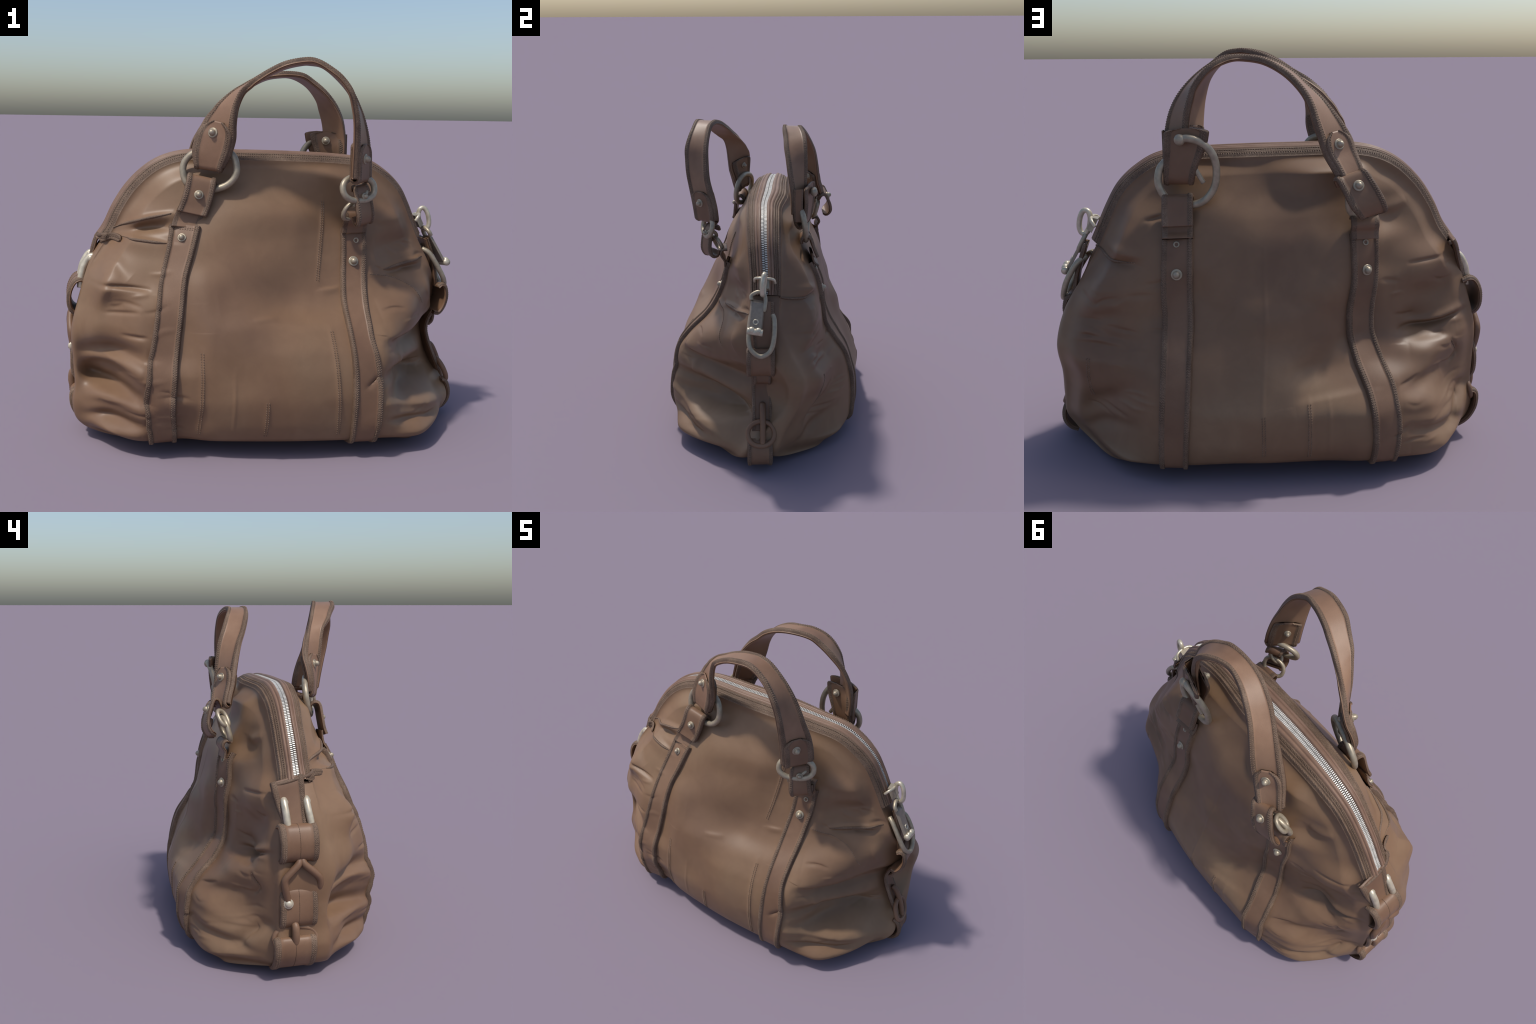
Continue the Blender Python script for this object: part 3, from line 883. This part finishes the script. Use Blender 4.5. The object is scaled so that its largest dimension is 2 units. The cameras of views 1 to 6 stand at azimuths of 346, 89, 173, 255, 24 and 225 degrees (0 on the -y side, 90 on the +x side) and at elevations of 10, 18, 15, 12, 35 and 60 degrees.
# ------------------------------------------------------------------ front left ring, loop and tab
tube("ring", ring_pts((-.318, -.138, 1.318), unit((.93, -.35, .18)), unit((-.12, .22, 1)), .128, .096, 2.3), 0.0165, M_METAL, bag, closed=True, n=72)
tab = tongue("loop_tab", [(-.352, -.135, 1.235), (-.352, -.132, 1.262), (-.357, -.152, 1.281), (-.363, -.177, 1.268), (-.380, -.187, 1.20), (-.398, -.192, 1.15), (-.413, -.200, 1.118)],
             0.070, (.93, -.14, -.2), 0.014, bag, hint=(0, -1, .3))
rivet("rivet", (-.379, -.195, 1.205), (-.1, -1, .25), .022, M_METAL, tab)
tongue("strap_loop", [(-.403, -.178, 1.145), (-.418, -.176, 1.11), (-.432, -.180, 1.08), (-.441, -.196, 1.055)], 0.067, (.95, -.12, -.1), 0.012, bag, hint=(0, -1, 0), rows=(), bead=0.0)

# ------------------------------------------------------------------ front right ring, links and hanging tab
tube("ring", ring_pts((.346, -.342, 1.240), unit((.95, .30, 0)), unit((-.05, .25, 1)), .092, .056, 2.3), 0.015, M_METAL, bag, closed=True, n=72)
tab = tongue("loop_tab", [(.362, -.292, 1.225), (.358, -.30, 1.245), (.360, -.322, 1.248), (.366, -.340, 1.215), (.374, -.350, 1.16), (.381, -.352, 1.11), (.383, -.335, 1.078), (.379, -.310, 1.082), (.374, -.298, 1.11)],
             [0.045, 0.052, 0.058, 0.060, 0.060, 0.058], (.86, .48, .08), 0.012, bag, hint=(0, -1, 0))
rivet("rivet", (.371, -.352, 1.205), (.45, -.85, .2), .018, M_METAL, tab)
tube("link", ring_pts((.345, -.285, 1.135), unit((.9, .3, .2)), unit((.1, -.5, 1)), .058, .048, 2.3), 0.011, M_METAL, bag, closed=True, n=56)
tube("link", ring_pts((.365, -.318, 1.19), unit((.3, -.6, .5)), unit((.6, .3, .6)), .030, .042, 2.2), 0.010, M_METAL, bag, closed=True, n=56)
tongue("strap_loop", [(.366, -.232, 1.12), (.367, -.262, 1.115), (.368, -.268, 1.085), (.369, -.248, 1.05), (.368, -.246, 1.02)], 0.064, (1, .05, 0), 0.012, bag, hint=(0, -1, 0), rows=(), bead=0.0)

# ------------------------------------------------------------------ back, +x: hooked ring with knob, sleeve, loop
tube("hook_ring", [(.387, .262, 1.449), (.355, .272, 1.452), (.31, .272, 1.437), (.265, .265, 1.395), (.243, .255, 1.33), (.252, .245, 1.245), (.300, .236, 1.182), (.37, .226, 1.165), (.445, .222, 1.185), (.487, .216, 1.25), (.482, .206, 1.315), (.45, .196, 1.355)],
     0.0165, M_METAL, bag, n=90)
tube("ring_prong", [(.345, .245, 1.345), (.325, .25, 1.31), (.298, .246, 1.262)], 0.011, M_METAL, bag, n=16)
V, F = lathe_arrays([(0.001 + 0.023 * math.sin(a), 0.262 - 0.262 - 0.021 * math.cos(a)) for a in np.linspace(0.05, math.pi - 0.05, 14)], (.392, .268, 1.447), (0, 1, .15))
mesh_object("knob", V, F, M_METAL, bag)
sl = tongue("handle_sleeve", [(.362, .246, 1.492), (.366, .244, 1.46), (.376, .244, 1.40), (.390, .238, 1.34), (.400, .228, 1.285), (.402, .204, 1.258), (.398, .182, 1.285), (.384, .174, 1.35), (.370, .172, 1.42), (.362, .182, 1.488)],
            [.100, .098, .088, .076, .070, .068, .070, .078, .088, .094], (1, -.34, -.04), 0.014, bag, hint=(0, 1, 0), hint_start=True, n=90, round_start=0.022, round_end=0.022)
rivet("rivet", (.352, .165, 1.444), (-.3, -1, .05), .022, M_METAL, sl)
tongue("handle_sleeve_side", [(.461, .178, 1.478), (.461, .176, 1.40), (.462, .180, 1.29)], 0.026, (0, 1, 0), 0.010, sl, hint=(1, 0, 0), rows=(), bead=0.0)
tongue("loop_tab", [(.408, .196, 1.165), (.408, .200, 1.192), (.410, .224, 1.205), (.411, .246, 1.190), (.413, .262, 1.14), (.414, .285, 1.085)], 0.067, (1, .04, 0), 0.014, bag, hint=(0, 1, 0))
tongue("strap_loop", [(.413, .255, 1.11), (.414, .258, 1.085), (.415, .268, 1.055), (.416, .292, 1.035)], 0.066, (1, .03, 0), 0.012, bag, hint=(0, 1, 0), rows=(), bead=0.0)

# ------------------------------------------------------------------ back, -x: flap, links, loop
flap = tongue("loop_tab", [(-.306, .346, 1.262), (-.300, .366, 1.296), (-.312, .390, 1.298), (-.332, .409, 1.264), (-.354, .427, 1.222), (-.378, .433, 1.178), (-.398, .418, 1.146), (-.398, .390, 1.136)],
              [.056, .066, .070, .072, .074, .074, .068, .058], (-.95, -.05, .28), 0.014, bag, hint=(0, 1, 0.3), n=70, round_end=0.03)
rivet("rivet", (-.333, .418, 1.262), (-.05, .92, .35), .024, M_METAL, flap)
tube("ring", ring_pts((-.372, .335, 1.165), unit((-1, -.12, -.15)), unit((.1, .25, 1)), .066, .062, 2.6), 0.0145, M_METAL, bag, closed=True, n=64)
tube("link", ring_pts((-.405, .350, 1.225), unit((-.5, .7, .2)), unit((.5, .2, .7)), .034, .046, 2.3), 0.0115, M_METAL, bag, closed=True, n=56)
tongue("strap_loop", [(-.380, .312, 1.105), (-.380, .345, 1.112), (-.380, .362, 1.085), (-.381, .348, 1.055), (-.382, .352, 1.02)], 0.062, (1, .05, 0), 0.014, bag, hint=(0, 1, 0), rows=(), bead=0.0)

# ------------------------------------------------------------------ right end: slider, pull, D-ring, belt
slider = mesh_object("zipper_slider", *boxes([(np.array((.803, -.022, 1.045)), unit((.46, 0, -.89)), np.array((0, 1.0, 0)), unit((.89, 0, .46)), (.036, .03, .014))]), M_METAL, zipper_band, smooth=False)
tube("slider_bar", [(.768, -.072, 1.045), (.786, -.07, 1.068), (.803, -.045, 1.076), (.806, 0.0, 1.074), (.80, .028, 1.064), (.785, .036, 1.04)], 0.008, M_BRIGHT, slider, n=30)
tube("slider_loop", ring_pts((.838, -.026, 1.052), unit((.8, -.2, .4)), unit((.25, -.1, -1)), .026, .056, 2.2), 0.0125, M_BRIGHT, slider, closed=True, n=48)
pull_dir = unit((.100, -.022, -.172))
py = np.array((0, 1.0, 0)) - pull_dir * pull_dir[1]
py = unit(py + np.array((0.02, 0, -.05)))
pn = np.cross(py, pull_dir)
pn = pn if pn[0] > 0 else -pn
pc = np.array((.893, -.066, .895))
pull = mesh_object("zipper_pull", *boxes([(pc, pull_dir, py, pn, (.090, .040, .008))]), M_PLATE, bag, smooth=False)
bv = pull.modifiers.new("bevel", "BEVEL")
bv.width, bv.segments = 0.003, 2
top = pc - pull_dir * .082
tube("pull_ring", [top - py * .034 + pn * .002, top - py * .036 - pull_dir * .025 + pn * .002, top - pull_dir * .048 + pn * .004, top + py * .036 - pull_dir * .028 + pn * .002, top + py * .040 + pull_dir * .03, top + py * .036 + pull_dir * .05 - pn * .006],
     0.011, M_METAL, pull, n=48)
eyelet("eyelet", pc + pull_dir * .032 + pn * .006, pn, .016, M_BRIGHT, pull)
end = pc + pull_dir * .084
tube("pull_knob", [end - py * .042 + pn * .008, end + py * .042 + pn * .008], 0.018, M_BRIGHT, pull, n=10, up=tuple(pn))
for k in (-0.5, 0.5):
    V, F = lathe_arrays([(0.001 + 0.017 * math.sin(a), -0.015 * math.cos(a)) for a in np.linspace(0.05, math.pi - 0.05, 10)], end + py * .036 * k - pull_dir * .006 + pn * .016, pn, 16)
    mesh_object("pull_bead", V, F, M_BRIGHT, pull)
tube("d_ring", [(.815, -.070, .900), (.850, -.095, .875), (.912, -.108, .775), (.940, -.094, .722), (.957, -.045, .692), (.952, .006, .722), (.930, .026, .79), (.880, .028, .872), (.835, .005, .900)], 0.0135, M_METAL, bag, n=60)

def belt(name, xs, zs, y0, y1, thick=0.016, mat=None, rows=(0.76, 0.86), parent=bag, sgn=1, **k):
    path = [(x, (y0 + y1) / 2, z) for x, z in zip(xs, zs)]
    return tongue(name, path, abs(y1 - y0) / 2, (0, 1, 0), thick, parent, hint=(sgn, 0, 0), mat=mat, rows=rows, edge=0.68, **k)

belt("end_tab", (.835, .862, .885, .900), (.955, .88, .80, .70), -.085, .03)
lp = belt("belt_loop", (.900, .920, .938, .946, .934, .908, .880), (.700, .712, .697, .650, .600, .566, .570), -.122, .032, 0.018)
belt("belt", (.890, .862, .850, .862, .886, .912, .938), (.575, .53, .475, .42, .36, .30, .24), -.095, .018)
belt("belt_keeper", (.880, .892, .888, .868), (.572, .552, .515, .495), -.085, .012, 0.014, rows=())
tube("belt_ring", ring_pts((.962, -.046, .236), unit((0, 1, 0)), unit((-.42, 0, 1)), .072, .066, 2.1), 0.0135, M_STRAP, bag, closed=True, n=56)
tube("belt_prong", [(.890, -.036, .380), (.918, -.036, .358), (.956, -.036, .275), (.980, -.038, .18)], 0.016, M_STRAP, bag, n=24)
belt("belt_end", (.948, .972, .988, .986, .962, .93), (.195, .178, .135, .09, .055, .04), -.122, .018, 0.018)

# ------------------------------------------------------------------ left end: buckle bracket, posts, loops, cords
def left(name, xs, zs, y0=.012, y1=.205, **k):
    return belt(name, [x + 0.022 for x in xs], zs, y0, y1, sgn=-1, **k)

br = tongue("buckle_bracket", [(-.822, .135, .985), (-.838, .133, .955), (-.855, .128, .90), (-.880, .120, .83), (-.905, .115, .76)], [.085, .082, .074, .062, .062], (0, 1, -.22), 0.018, bag, hint=(-1, 0, 0))
tube("bracket_hem", [(-.806, .205, .952), (-.830, .19, .960), (-.836, .13, .974), (-.832, .075, .986), (-.818, .025, .995), (-.785, -.005, 1.0)], 0.010, M_EDGE, br, n=30)
for y, dy in ((.162, .0), (.050, -.004)):
    tube("buckle_post", [(-.850, y - .006, .890), (-.872, y, .884), (-.900, y - .002, .84), (-.914, y - .006 + dy, .79), (-.918, y - .010 + dy, .740)], 0.0175, M_BRIGHT, bag, n=30)
    V, F = lathe_arrays([(0.001 + 0.019 * math.sin(a), -0.017 * math.cos(a)) for a in np.linspace(0.05, math.pi - 0.05, 10)], (-.866, y - .004, .880), (-1, 0, .2), 16)
    mesh_object("post_bead", V, F, M_BRIGHT, bag)
lo = left("belt_loop", (-.905, -.940, -.968, -.990, -.994, -.982, -.955, -.925), (.765, .778, .765, .72, .665, .630, .612, .618), .014, .206, thick=0.018, rows=(0.76, 0.86, 0.0))
left("belt", (-.935, -.948, -.953, -.955, -.957), (.64, .58, .52, .46, .40), .060, .205, rows=(0.76, 0.86))
lw = left("belt", (-.945, -.962, -.976, -.985, -.982, -.962, -.94), (.475, .468, .44, .38, .32, .288, .285), .012, .205, thick=0.018, rows=(0.76, 0.86, 0.0))
tube("cord", [(-0.952, .108, .625), (-0.966, .118, .600), (-0.972, .160, .560), (-0.972, .184, .528), (-0.970, .178, .475), (-0.962, .165, .420)], 0.0175, M_STRAP, bag, n=40)
tube("cord", [(-0.952, .096, .625), (-0.966, .085, .600), (-0.970, .040, .560), (-0.966, .010, .525), (-0.954, .004, .480), (-0.934, .012, .450)], 0.0175, M_STRAP, bag, n=40)
rivet("stud", (-.970, .165, .412), (-1, .1, .1), .025, M_BRIGHT, lw, dome=0.35)
tube("cord", [(-0.952, .128, .30), (-0.968, .127, .285), (-0.972, .126, .245), (-0.964, .125, .205)], 0.019, M_STRAP, bag, n=24)
tube("cord_ring", ring_pts((-0.947, .122, .225), unit((.05, 1, 0)), unit((.25, 0, 1)), .105, .052, 2.4), 0.013, M_STRAP, bag, closed=True, n=56)
left("belt_end", (-.955, -.982, -.995, -.992, -.972, -.945, -.91), (.222, .224, .20, .15, .105, .075, .055), .016, .236, thick=0.018, rows=(0.76, 0.86, 0.0))
